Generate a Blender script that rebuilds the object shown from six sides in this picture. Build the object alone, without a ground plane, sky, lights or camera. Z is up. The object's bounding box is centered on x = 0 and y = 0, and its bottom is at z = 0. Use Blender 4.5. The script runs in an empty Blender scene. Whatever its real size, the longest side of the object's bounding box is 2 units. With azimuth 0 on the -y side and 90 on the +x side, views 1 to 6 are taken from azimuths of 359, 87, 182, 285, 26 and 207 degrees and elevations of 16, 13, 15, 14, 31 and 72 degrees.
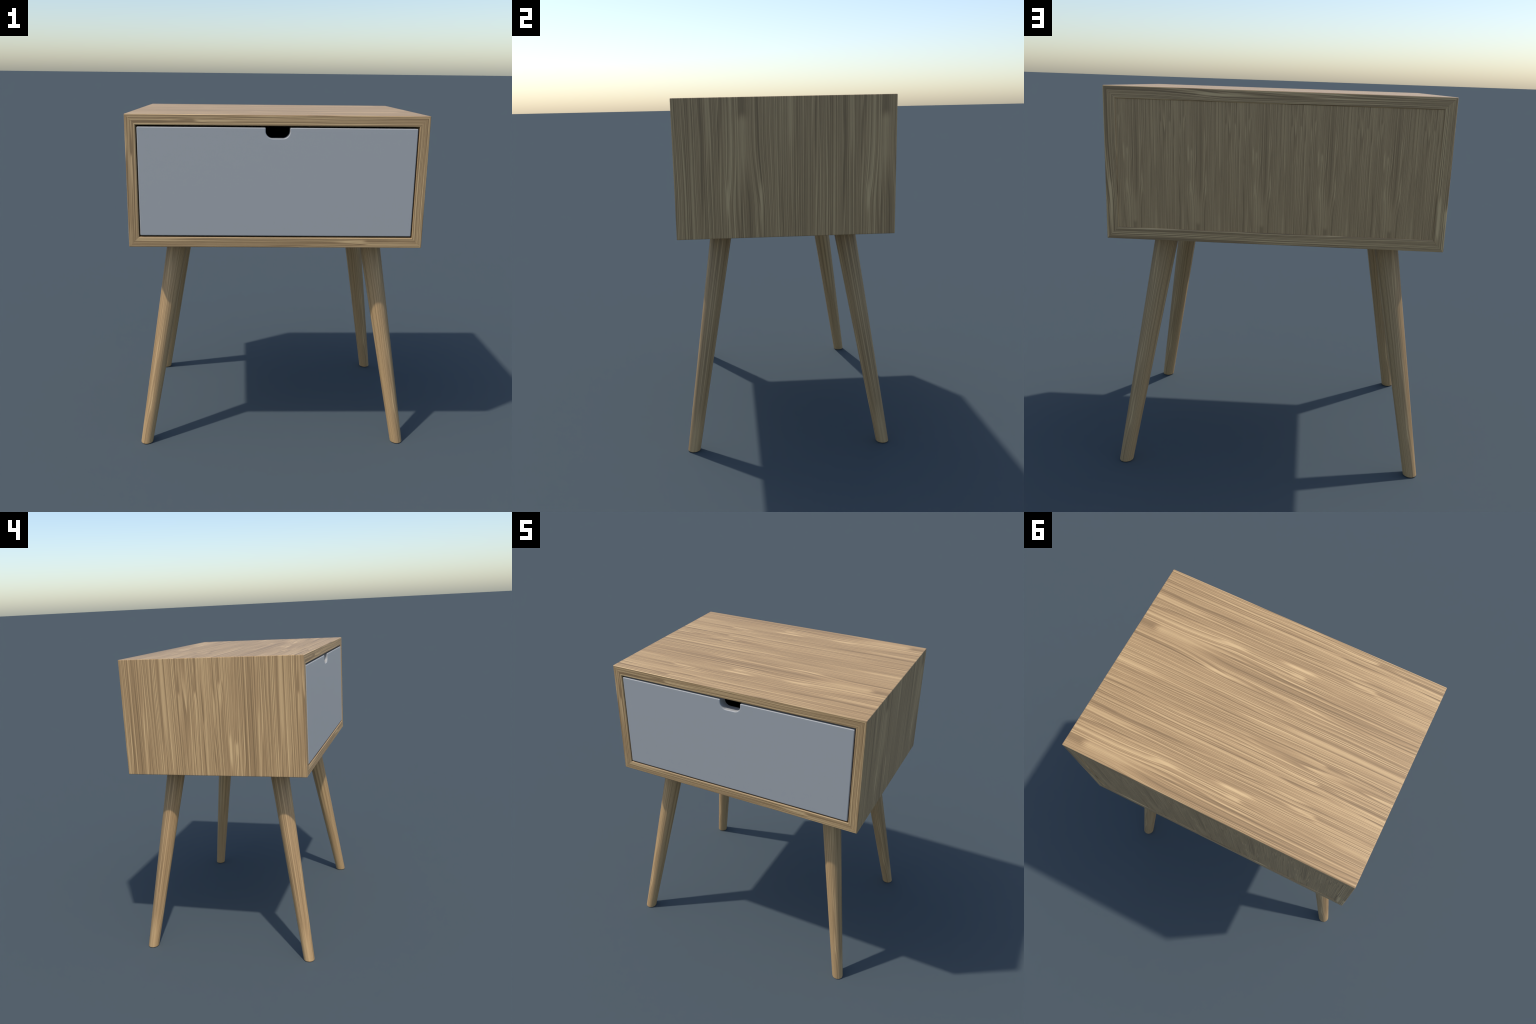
"""Bedside cabinet: mitred light-oak carcass, grey drawer front with a finger
notch, framed back panel and four splayed tapered legs."""
import bpy, bmesh, math
from mathutils import Vector

# ------------------------------------------------------------------ sizes (m)
HALF_W, HALF_D = 0.8325, 0.5915         # carcass half width / half depth
Z_BOT, Z_TOP = 1.2600, 2.0              # carcass underside / top
WALL = 0.0588                           # board thickness
EDGE = 0.0040                           # rounding of the outer board edges
EDGE_IN = 0.0050                        # rounding of the inner board edges
BACK_RECESS = 0.0045                    # back panel set in from the rear rim
DRAWER_X = 0.7672                       # drawer front half width
DRAWER_Z0, DRAWER_Z1 = 1.3272, 1.9318
DRAWER_T = 0.058                        # drawer front thickness
NOTCH_X, NOTCH_Z, NOTCH_R = 0.0668, 1.8735, 0.039
LEG_TOP = (0.575, 0.3535)               # leg axis where it meets the carcass
LEG_FOOT = (0.7775, 0.5554)             # leg axis on the ground
LEG_R0, LEG_R1 = 0.0358, 0.0611         # radius at foot / at carcass
GRAIN_P = 0.755                         # width after which the veneer repeats

scene = bpy.context.scene


# ------------------------------------------------------- node building helper
class Net:
    """Tiny expression builder for shader math."""

    def __init__(self, tree):
        self.t = tree

    def node(self, kind, **props):
        n = self.t.nodes.new(kind)
        for k, v in props.items():
            setattr(n, k, v)
        return n

    def plug(self, sock, val):
        if isinstance(val, (int, float)):
            sock.default_value = val
        elif isinstance(val, tuple):
            sock.default_value = val
        else:
            self.t.links.new(val, sock)

    def m(self, op, a, b=None, c=None, clamp=False):
        n = self.node("ShaderNodeMath", operation=op, use_clamp=clamp)
        for i, v in enumerate((a, b, c)):
            if v is not None:
                self.plug(n.inputs[i], v)
        return n.outputs[0]

    def add(self, a, b): return self.m("ADD", a, b)
    def sub(self, a, b): return self.m("SUBTRACT", a, b)
    def mul(self, a, b): return self.m("MULTIPLY", a, b)
    def div(self, a, b): return self.m("DIVIDE", a, b)

    def step(self, x, lo, hi):
        """smooth 0..1 ramp of x between lo and hi"""
        n = self.node("ShaderNodeMapRange", interpolation_type="SMOOTHSTEP")
        self.plug(n.inputs[0], x)
        n.inputs[1].default_value = lo
        n.inputs[2].default_value = hi
        return n.outputs[0]

    def bell(self, x, width):
        """exp(-(x/width)^2)"""
        k = self.m("POWER", self.m("ABSOLUTE", self.div(x, width)), 2.0)
        return self.m("EXPONENT", self.mul(k, -1.0))

    def xyz(self, x, y, z):
        n = self.node("ShaderNodeCombineXYZ")
        for i, v in enumerate((x, y, z)):
            self.plug(n.inputs[i], v)
        return n.outputs[0]

    def noise(self, vec, scale=1.0, detail=2.0, rough=0.5):
        n = self.node("ShaderNodeTexNoise", noise_dimensions="3D")
        self.plug(n.inputs["Vector"], vec)
        n.inputs["Scale"].default_value = scale
        n.inputs["Detail"].default_value = detail
        n.inputs["Roughness"].default_value = rough
        return n.outputs["Fac"]


def make_wood_group():
    """Oak veneer: u runs along the grain, v across it (metres).  The veneer is
    book-matched: one cathedral on the axis s = 0 and one on s = P/2."""
    g = bpy.data.node_groups.new("oak_grain", "ShaderNodeTree")
    g.interface.new_socket("u", in_out="INPUT", socket_type="NodeSocketFloat")
    g.interface.new_socket("v", in_out="INPUT", socket_type="NodeSocketFloat")
    g.interface.new_socket("Contrast", in_out="INPUT", socket_type="NodeSocketFloat")
    g.interface.new_socket("Figure", in_out="INPUT", socket_type="NodeSocketFloat")
    g.interface.new_socket("Color", in_out="OUTPUT", socket_type="NodeSocketColor")
    w = Net(g)
    gi = g.nodes.new("NodeGroupInput")
    go = g.nodes.new("NodeGroupOutput")
    u, v = gi.outputs["u"], gi.outputs["v"]

    half = GRAIN_P / 2
    # signed distance s from the first cathedral axis, wrapped to one period
    s0 = w.sub(w.m("FLOORED_MODULO", w.add(v, 0.2235 + half), GRAIN_P), half)

    def ring(x, k):
        """position on a cylinder so that noise repeats with the veneer"""
        a = w.mul(x, 2 * math.pi / GRAIN_P)
        r = GRAIN_P / (2 * math.pi)
        return w.mul(w.m("COSINE", a), r * k), w.mul(w.m("SINE", a), r * k)

    # slow wander of the fibres
    c, d = ring(s0, 9.0)
    wander = w.sub(w.noise(w.xyz(w.mul(u, 1.7), c, d), 1.0, 2.0), 0.5)
    s = w.add(s0, w.mul(wander, 0.014))
    sa = w.m("ABSOLUTE", s)
    sb = w.sub(half, sa)                     # distance from the second axis

    # the rings spread apart along the first cathedral, close in on the second
    spread = w.mul(w.mul(w.bell(s, 0.09), 0.52), w.step(u, 0.22, 0.62))
    close = w.mul(w.mul(w.bell(sb, 0.08), 0.40), w.step(u, 0.75, 1.45))
    q = w.mul(s, w.sub(1.0, spread))
    q = w.add(q, w.mul(w.mul(w.m("SIGN", s), sb), close))
    # sideways jogs where a fibre bundle swells
    for (ju, js, jw, amp) in ((0.53, 0.089, 0.020, 0.010), (0.51, -0.089, 0.020, -0.010),
                              (1.32, -0.166, 0.022, -0.014), (0.95, -0.112, 0.018, 0.010),
                              (1.27, 0.318, 0.016, 0.010), (1.27, -0.326, 0.016, -0.010)):
        k = w.mul(w.bell(w.sub(s, js), jw), w.step(u, ju - 0.10, ju + 0.06))
        q = w.add(q, w.mul(k, -amp))

    # growth lines at three scales
    def lines(freq, along, detail, rough=0.5):
        cc, dd = ring(q, freq)
        return w.noise(w.xyz(w.mul(u, along), cc, dd), 1.0, detail, rough)

    broad = lines(30.0, 0.5, 0.0)
    mid = lines(150.0, 0.40, 1.0)
    fine = lines(310.0, 0.55, 1.0)
    # how finely lined each zone of the veneer is
    c, d = ring(s0, 11.0)
    zone = w.noise(w.xyz(w.mul(u, 1.6), c, w.add(d, 7.0)), 1.0, 1.0)
    dense = w.step(zone, 0.36, 0.60)
    dense = w.m("MAXIMUM", dense, w.mul(w.bell(w.sub(s, 0.13), 0.045), w.step(u, 0.5, 0.9)))
    # slow change of contrast along each line
    c, d = ring(s0, 60.0)
    fade = w.add(0.70, w.mul(w.noise(w.xyz(w.mul(u, 1.5), c, d), 1.0, 1.0), 0.6))

    lin = w.mul(w.sub(mid, 0.5), w.sub(1.25, w.mul(dense, 0.75)))
    lin = w.add(lin, w.mul(w.sub(fine, 0.5), w.add(1.0, w.mul(dense, 0.75))))

    # crisp upper edge on the earlywood of every ring
    def rings(count, stretch, edge):
        f = w.m("FRACT", w.add(w.mul(q, count), w.mul(broad, stretch)))
        return w.sub(w.sub(f, w.step(f, edge, 1.0)), 0.42)

    saw = w.mul(rings(88.0, 7.0, 0.74), w.sub(0.72, w.mul(dense, 0.45)))
    saw = w.add(saw, w.mul(rings(150.0, 9.0, 0.70), w.add(0.12, w.mul(dense, 0.55))))
    val = w.add(0.495, w.mul(w.sub(broad, 0.5), 0.22))
    val = w.add(val, w.mul(w.add(lin, saw), fade))
    val = w.sub(val, w.mul(dense, 0.04))

    # single features of the veneer, each blended towards its own tone:
    # start, softness, end, softness (along u); place, half width (across);
    # tone, strength; follows the spreading rings (q) or runs straight (s)
    feats = (
        ("pale line", -1.0, 0.01, 0.58, 0.05, 0.0640, 0.0040, 0.92, 0.75, q),
        ("pale line", -1.0, 0.01, 0.58, 0.05, -0.0640, 0.0040, 0.92, 0.75, q),
        ("dark line", -1.0, 0.01, 0.50, 0.10, 0.0490, 0.0060, 0.16, 0.55, q),
        ("dark line", -1.0, 0.01, 0.50, 0.10, -0.0490, 0.0060, 0.16, 0.55, q),
        ("pith", -1.0, 0.01, 0.090, 0.022, 0.0, 0.017, 0.08, 0.95, s),
        ("sapwood tongue", 0.105, 0.03, 0.40, 0.13, -0.002, 0.030, 0.82, 0.80, s),
        ("swelling", 0.46, 0.05, 0.60, 0.05, 0.090, 0.0085, 0.95, 0.85, s),
        ("swelling", 0.46, 0.05, 0.60, 0.05, -0.090, 0.0085, 0.95, 0.85, s),
        ("gusset", 0.50, 0.06, 0.75, 0.12, 0.074, 0.0060, 0.20, 0.60, s),
        ("gusset", 0.50, 0.06, 0.75, 0.12, -0.074, 0.0060, 0.20, 0.60, s),
        ("flame", 0.83, 0.06, 1.01, 0.05, -0.117, 0.0080, 1.15, 0.90, s),
        ("flame shadow", 0.80, 0.06, 1.00, 0.08, -0.136, 0.0060, 0.15, 0.60, s),
        ("knuckle", 0.89, 0.03, 0.965, 0.02, -0.078, 0.0110, 0.90, 0.85, s),
        ("knuckle shadow", 0.98, 0.03, 1.10, 0.08, -0.078, 0.0110, 0.18, 0.60, s),
        ("swelling", 1.20, 0.06, 1.345, 0.03, -0.166, 0.0090, 0.95, 0.85, s),
        ("gusset", 1.34, 0.02, 1.52, 0.10, -0.176, 0.0070, 0.12, 0.70, s),
        ("pale line", 1.34, 0.03, 1.80, 0.05, -0.150, 0.0050, 0.95, 0.80, s),
        ("pale band", 1.00, 0.14, 2.40, 0.10, 0.213, 0.0130, 0.84, 0.85, s),
        ("dark band", 0.95, 0.14, 2.40, 0.10, 0.191, 0.0080, 0.08, 0.85, s),
        ("pale band", -1.0, 0.01, 0.25, 0.12, 0.249, 0.0120, 0.84, 0.80, s),
        ("pale band", -1.0, 0.01, 0.30, 0.14, -0.182, 0.0140, 0.80, 0.75, s),
        ("dark band", -1.0, 0.01, 0.30, 0.14, -0.287, 0.0110, 0.16, 0.65, s),
        ("dark gusset", 1.285, 0.02, 1.38, 0.06, 0.317, 0.0100, 0.10, 0.80, s),
        ("dark gusset", 1.285, 0.02, 1.38, 0.06, -0.332, 0.0100, 0.10, 0.80, s),
        ("pale tip", 1.10, 0.10, 1.275, 0.02, 0.319, 0.0050, 0.92, 0.80, s),
        ("pale tip", 1.10, 0.10, 1.275, 0.02, -0.327, 0.0050, 0.92, 0.80, s),
        ("brown patch", 0.88, 0.08, 1.16, 0.10, 0.350, 0.0280, 0.25, 0.60, s),
        ("dark band", 1.18, 0.10, 1.42, 0.12, 0.067, 0.0090, 0.15, 0.65, s),
        ("pale band", 1.45, 0.12, 2.40, 0.10, -0.095, 0.0130, 0.82, 0.75, s),
        ("pale band", 1.52, 0.10, 2.40, 0.10, -0.301, 0.0090, 0.85, 0.75, s),
    )
    for (_n, u0, e0, u1, e1, fs, hw, tone, amp, across) in feats:
        k = w.mul(w.bell(w.sub(across, fs), hw), w.sub(1.0, w.step(u, u1 - e1, u1 + e1)))
        if u0 > -0.5:
            k = w.mul(k, w.step(u, u0 - e0, u0 + e0))
        val = w.add(val, w.mul(w.mul(w.mul(k, amp), gi.outputs["Figure"]), w.sub(tone, val)))

    # short pores along the fibre
    cc, dd = ring(s0, 520.0)
    pores = w.noise(w.xyz(w.mul(u, 14.0), cc, dd), 1.0, 2.0, 0.6)
    val = w.add(val, w.mul(w.sub(pores, 0.5), 0.25))

    val = w.add(0.46, w.mul(w.sub(val, 0.46), gi.outputs["Contrast"]))
    ramp = w.node("ShaderNodeValToRGB")
    e = ramp.color_ramp.elements
    e[0].position, e[0].color = 0.0, (*DARK, 1)
    e[1].position, e[1].color = 1.0, (*PALE, 1)
    mid_e = ramp.color_ramp.elements.new(0.45)
    mid_e.color = (*MIDDLE, 1)
    g.links.new(val, ramp.inputs[0])
    g.links.new(ramp.outputs[0], go.inputs["Color"])
    return g


DARK = (0.272, 0.167, 0.074)
MIDDLE = (0.452, 0.281, 0.129)
PALE = (0.700, 0.473, 0.230)
WOOD = make_wood_group()


def wood_material(name, build_uv, contrast=1.12, figure=0.9, rough=0.5, lipped=False):
    mat = bpy.data.materials.new(name)
    mat.use_nodes = True
    nt = mat.node_tree
    w = Net(nt)
    bsdf = nt.nodes["Principled BSDF"]
    tc = nt.nodes.new("ShaderNodeTexCoord")
    sep = nt.nodes.new("ShaderNodeSeparateXYZ")
    nt.links.new(tc.outputs["Object"], sep.inputs[0])
    u, v = build_uv(w, *sep.outputs)
    grp = nt.nodes.new("ShaderNodeGroup")
    grp.node_tree = WOOD
    w.plug(grp.inputs["u"], u)
    w.plug(grp.inputs["v"], v)
    if lipped:      # the lipping on the front and rear rims is more strongly figured
        rim = w.step(w.m("ABSOLUTE", sep.outputs[1]), HALF_D - 0.004, HALF_D - 0.001)
        w.plug(grp.inputs["Contrast"], w.add(contrast, w.mul(rim, 0.55)))
    else:
        grp.inputs["Contrast"].default_value = contrast
    grp.inputs["Figure"].default_value = figure
    nt.links.new(grp.outputs["Color"], bsdf.inputs["Base Color"])
    bsdf.inputs["Roughness"].default_value = rough
    return mat


def plain_material(name, color, rough):
    mat = bpy.data.materials.new(name)
    mat.use_nodes = True
    nt = mat.node_tree
    w = Net(nt)
    bsdf = nt.nodes["Principled BSDF"]
    tc = nt.nodes.new("ShaderNodeTexCoord")
    n = w.noise(tc.outputs["Object"], 140.0, 3.0, 0.6)
    mix = nt.nodes.new("ShaderNodeMix")
    mix.data_type = "RGBA"
    nt.links.new(n, mix.inputs["Factor"])
    mix.inputs[6].default_value = (*[c * 0.975 for c in color], 1)
    mix.inputs[7].default_value = (*[min(1, c * 1.025) for c in color], 1)
    nt.links.new(mix.outputs[2], bsdf.inputs["Base Color"])
    bsdf.inputs["Roughness"].default_value = rough
    return mat


# objects keep their origin at the world origin, so object space = world space
# (RAIL: the lipping on the board edges is cut from finer-lined stock)
RAIL = 1.2
mat_top = wood_material("oak_top", lambda w, x, y, z: (
    w.sub(HALF_W, x), w.add(y, w.mul(w.sub(Z_TOP, z), RAIL))), lipped=True)
mat_bottom = wood_material("oak_bottom", lambda w, x, y, z: (
    w.add(HALF_W, x), w.sub(w.sub(0.57, y), w.mul(w.sub(z, Z_BOT), RAIL))), lipped=True)
mat_right = wood_material("oak_side", lambda w, x, y, z: (
    w.sub(Z_TOP, z), w.add(y, w.mul(w.sub(HALF_W, x), RAIL))), lipped=True)
mat_left = wood_material("oak_side_flipped", lambda w, x, y, z: (
    w.sub(z, 0.504), w.sub(w.sub(-0.458, y), w.mul(w.add(x, HALF_W), RAIL))), lipped=True)
mat_back = wood_material("oak_back", lambda w, x, y, z: (
    w.div(w.sub(z, 1.31), 0.415), w.sub(-0.2235, w.div(w.sub(x, 0.6909), 0.415))), 0.95, 0.65)

# leg: object origin sits on the foot centre; the axis leans towards -x, -y
LEAN = ((LEG_TOP[0] - LEG_FOOT[0]) / Z_BOT, (LEG_TOP[1] - LEG_FOOT[1]) / Z_BOT)


def leg_uv(w, x, y, z):
    px = w.sub(x, w.mul(z, LEAN[0]))
    py = w.sub(y, w.mul(z, LEAN[1]))
    ang = w.m("ARCTAN2", py, px)
    # turned from a blank whose two halves mirror each other
    turn = w.add(-0.245, w.mul(w.m("ABSOLUTE", ang), 0.082))
    return w.m("PINGPONG", w.add(w.mul(z, 1.6), 0.12), 1.45), turn


mat_leg = wood_material("oak_leg", leg_uv, 0.85)
mat_drawer = plain_material("grey_lacquer", (0.399, 0.399, 0.392), 0.5)
mat_inside = plain_material("dark_interior", (0.012, 0.011, 0.010), 0.9)  # base colour blackened to show the lack of light inside the drawer


# ------------------------------------------------------------------- geometry
def finish(name, bm, mat, angle=40):
    bmesh.ops.remove_doubles(bm, verts=bm.verts, dist=1e-6)
    bmesh.ops.recalc_face_normals(bm, faces=bm.faces)
    me = bpy.data.meshes.new(name)
    bm.to_mesh(me)
    bm.free()
    me.materials.append(mat)
    for p in me.polygons:
        p.use_smooth = True
    me.set_sharp_from_angle(angle=math.radians(angle))
    ob = bpy.data.objects.new(name, me)
    scene.collection.objects.link(ob)
    wn = ob.modifiers.new("face_weighted_normals", "WEIGHTED_NORMAL")
    wn.keep_sharp = True
    return ob


def rounded_profile():
    """cross-section of a board as (inset, y), all four long edges rounded"""
    o, n = EDGE, EDGE_IN
    pts = []
    for (ci, cy, r, a0) in ((WALL - n, HALF_D - n, n, 0), (o, HALF_D - o, o, 90),
                            (o, -HALF_D + o, o, 180), (WALL - n, -HALF_D + n, n, 270)):
        for k in range(5):
            a = math.radians(a0 + 22.5 * k)
            pts.append((ci + r * math.cos(a), cy + r * math.sin(a)))
    return pts


def mitred_board(name, half_len, rise, place, mat):
    """One board of the carcass.  In its own frame the board runs along t with
    its outer face at height `rise`; `place(t, y, h)` gives world coordinates.
    Both ends are cut at 45 degrees; the outer arris is softly rounded."""
    bm = bmesh.new()
    prof = rounded_profile()
    gap = 0.0001
    stations = []
    for side in (-1, 1):
        seq = [135, 123.75, 112.5, 101.25, 90]
        stations += [(side, a) for a in (seq if side < 0 else seq[::-1])]
    loops = []
    for (side, ang) in stations:
        loop = []
        for (i, y) in prof:
            rho = max(EDGE - i, 0.0)
            a = math.radians(ang)
            t = half_len - i - rho - rho * math.cos(a)   # cos<0: towards the end
            h = rise - i - rho + rho * math.sin(a)
            loop.append(bm.verts.new(place(side * (t - gap), y, h)))
        loops.append(loop)
    n = len(prof)
    for a, b in zip(loops, loops[1:]):
        for j in range(n):
            k = (j + 1) % n
            bm.faces.new((a[j], a[k], b[k], b[j]))
    bm.faces.new(loops[0])
    bm.faces.new(loops[-1])
    bmesh.ops.remove_doubles(bm, verts=bm.verts, dist=1e-6)
    bmesh.ops.dissolve_degenerate(bm, edges=bm.edges, dist=1e-6)
    return finish(name, bm, mat, 46)


def box(bm, x0, x1, y0, y1, z0, z1):
    vs = [bm.verts.new((x, y, z)) for x in (x0, x1) for y in (y0, y1) for z in (z0, z1)]
    for f in ((0, 1, 3, 2), (4, 6, 7, 5), (0, 4, 5, 1), (2, 3, 7, 6), (0, 2, 6, 4), (1, 5, 7, 3)):
        bm.faces.new([vs[i] for i in f])


Z_MID = (Z_TOP + Z_BOT) / 2
HALF_H = (Z_TOP - Z_BOT) / 2
parts = []
parts.append(mitred_board("top_panel", HALF_W, HALF_H,
                          lambda t, y, h: (t, y, Z_MID + h), mat_top))
parts.append(mitred_board("bottom_panel", HALF_W, HALF_H,
                          lambda t, y, h: (t, y, Z_MID - h), mat_bottom))
parts.append(mitred_board("side_panel", HALF_H, HALF_W,
                          lambda t, y, h: (h, y, Z_MID + t), mat_right))
parts.append(mitred_board("side_panel", HALF_H, HALF_W,
                          lambda t, y, h: (-h, y, Z_MID + t), mat_left))

# back panel, let into the carcass
bm = bmesh.new()
ix, iz0, iz1 = HALF_W - WALL, Z_BOT + WALL, Z_TOP - WALL
box(bm, -ix - 0.006, ix + 0.006, HALF_D - BACK_RECESS - 0.02, HALF_D - BACK_RECESS,
    iz0 - 0.006, iz1 + 0.006)
parts.append(finish("back_panel", bm, mat_back, 30))


def drawer_outline():
    """front elevation of the drawer front, anticlockwise, with finger notch"""
    def arc(cx, cz, r, a0, a1, n):
        return [(cx + r * math.cos(math.radians(a0 + (a1 - a0) * k / n)),
                 cz + r * math.sin(math.radians(a0 + (a1 - a0) * k / n))) for k in range(n + 1)]
    rc, rf = 0.0052, 0.0062
    p = []
    p += arc(-DRAWER_X + rc, DRAWER_Z0 + rc, rc, 180, 270, 3)
    p += arc(DRAWER_X - rc, DRAWER_Z0 + rc, rc, 270, 360, 3)
    p += arc(DRAWER_X - rc, DRAWER_Z1 - rc, rc, 0, 90, 3)
    p += arc(NOTCH_X + rf, DRAWER_Z1 - rf, rf, 90, 180, 4)
    p += arc(NOTCH_X - NOTCH_R, NOTCH_Z + NOTCH_R, NOTCH_R, 0, -90, 14)
    p += arc(-NOTCH_X + NOTCH_R, NOTCH_Z + NOTCH_R, NOTCH_R, -90, -180, 14)
    p += arc(-NOTCH_X - rf, DRAWER_Z1 - rf, rf, 0, 90, 4)
    p += arc(-DRAWER_X + rc, DRAWER_Z1 - rc, rc, 90, 180, 3)
    return p


DRAWER_EDGE = 0.005
outline = drawer_outline()
bm = bmesh.new()
npts = len(outline)


def inset_outline(pts, d):
    """move every outline point inwards by d along its averaged edge normal"""
    out = []
    for i, (x, z) in enumerate(pts):
        x0, z0 = pts[i - 1]
        x1, z1 = pts[(i + 1) % len(pts)]
        ax, az = Vector((x - x0, z - z0)).normalized()
        bx, bz = Vector((x1 - x, z1 - z)).normalized()
        nx, nz = -(az + bz), ax + bx
        ln = math.hypot(nx, nz)
        nx, nz = nx / ln, nz / ln
        cos_half = max(0.5, nx * -az + nz * ax)
        out.append((x + nx * d / cos_half, z + nz * d / cos_half))
    return out


rows = []
for k in range(5):                       # rounded front arris
    a = math.radians(90 * k / 4)
    d = DRAWER_EDGE * (1 - math.sin(a))
    y = -HALF_D + DRAWER_EDGE * (1 - math.cos(a))
    pts = inset_outline(outline, d)
    rows.append([bm.verts.new((x, y, z)) for (x, z) in pts])
rows.append([bm.verts.new((x, -HALF_D + DRAWER_T, z)) for (x, z) in outline])
for a, b in zip(rows, rows[1:]):
    for j in range(npts):
        k = (j + 1) % npts
        bm.faces.new((a[j], a[k], b[k], b[j]))
bm.faces.new(rows[0])
bm.faces.new(rows[-1])
drawer = finish("drawer", bm, mat_drawer, 40)
parts.append(drawer)

# tray behind the drawer front, coloured near-black for the cavity's shade
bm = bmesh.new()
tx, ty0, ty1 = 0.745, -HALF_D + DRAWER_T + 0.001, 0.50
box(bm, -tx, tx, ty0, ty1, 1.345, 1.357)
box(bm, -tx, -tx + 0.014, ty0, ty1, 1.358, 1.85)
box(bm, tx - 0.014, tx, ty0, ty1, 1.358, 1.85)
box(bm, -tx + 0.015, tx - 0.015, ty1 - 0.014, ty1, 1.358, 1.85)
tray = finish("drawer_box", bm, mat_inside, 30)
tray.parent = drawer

# legs: one mesh, mirrored to the four corners
bm = bmesh.new()
SEG = 72
tilt = math.hypot(*LEAN)
stretch = math.sqrt(1 + tilt * tilt)     # level cut through a leaning cone
ld = Vector((LEAN[0], LEAN[1], 0)).normalized()
lp = Vector((-ld.y, ld.x, 0))
zs = [(0.0, 0.0035), (0.0006, 0.0018), (0.0018, 0.0006), (0.0038, 0.0)]
zs += [(0.0038 + (Z_BOT + 0.002 - 0.0038) * k / 24, 0.0) for k in range(1, 25)]
rings = []
for (z, shrink) in zs:
    r = LEG_R0 + (LEG_R1 - LEG_R0) * z / Z_BOT - shrink
    c = Vector((LEAN[0] * z, LEAN[1] * z, z))
    rings.append([bm.verts.new(c + ld * (r * stretch * math.cos(2 * math.pi * k / SEG))
                               + lp * (r * math.sin(2 * math.pi * k / SEG))) for k in range(SEG)])
for a, b in zip(rings, rings[1:]):
    for j in range(SEG):
        k = (j + 1) % SEG
        bm.faces.new((a[j], a[k], b[k], b[j]))
bm.faces.new(rings[0])
bm.faces.new(rings[-1])
leg = finish("leg", bm, mat_leg, 50)
for i, (sx, sy) in enumerate(((1, -1), (-1, -1), (1, 1), (-1, 1))):
    ob = leg if i == 0 else leg.copy()
    if i:
        scene.collection.objects.link(ob)
    ob.location = (sx * LEG_FOOT[0], sy * LEG_FOOT[1], 0)
    ob.scale = (sx, sy, 1)
    parts.append(ob)

# ------------------------------------------------------------------ hierarchy
root = bpy.data.objects.new("nightstand", None)
scene.collection.objects.link(root)
root["label"] = "light oak nightstand with grey drawer and splayed tapered legs"
root["category"] = "nightstand"
for p in parts:
    p.parent = root
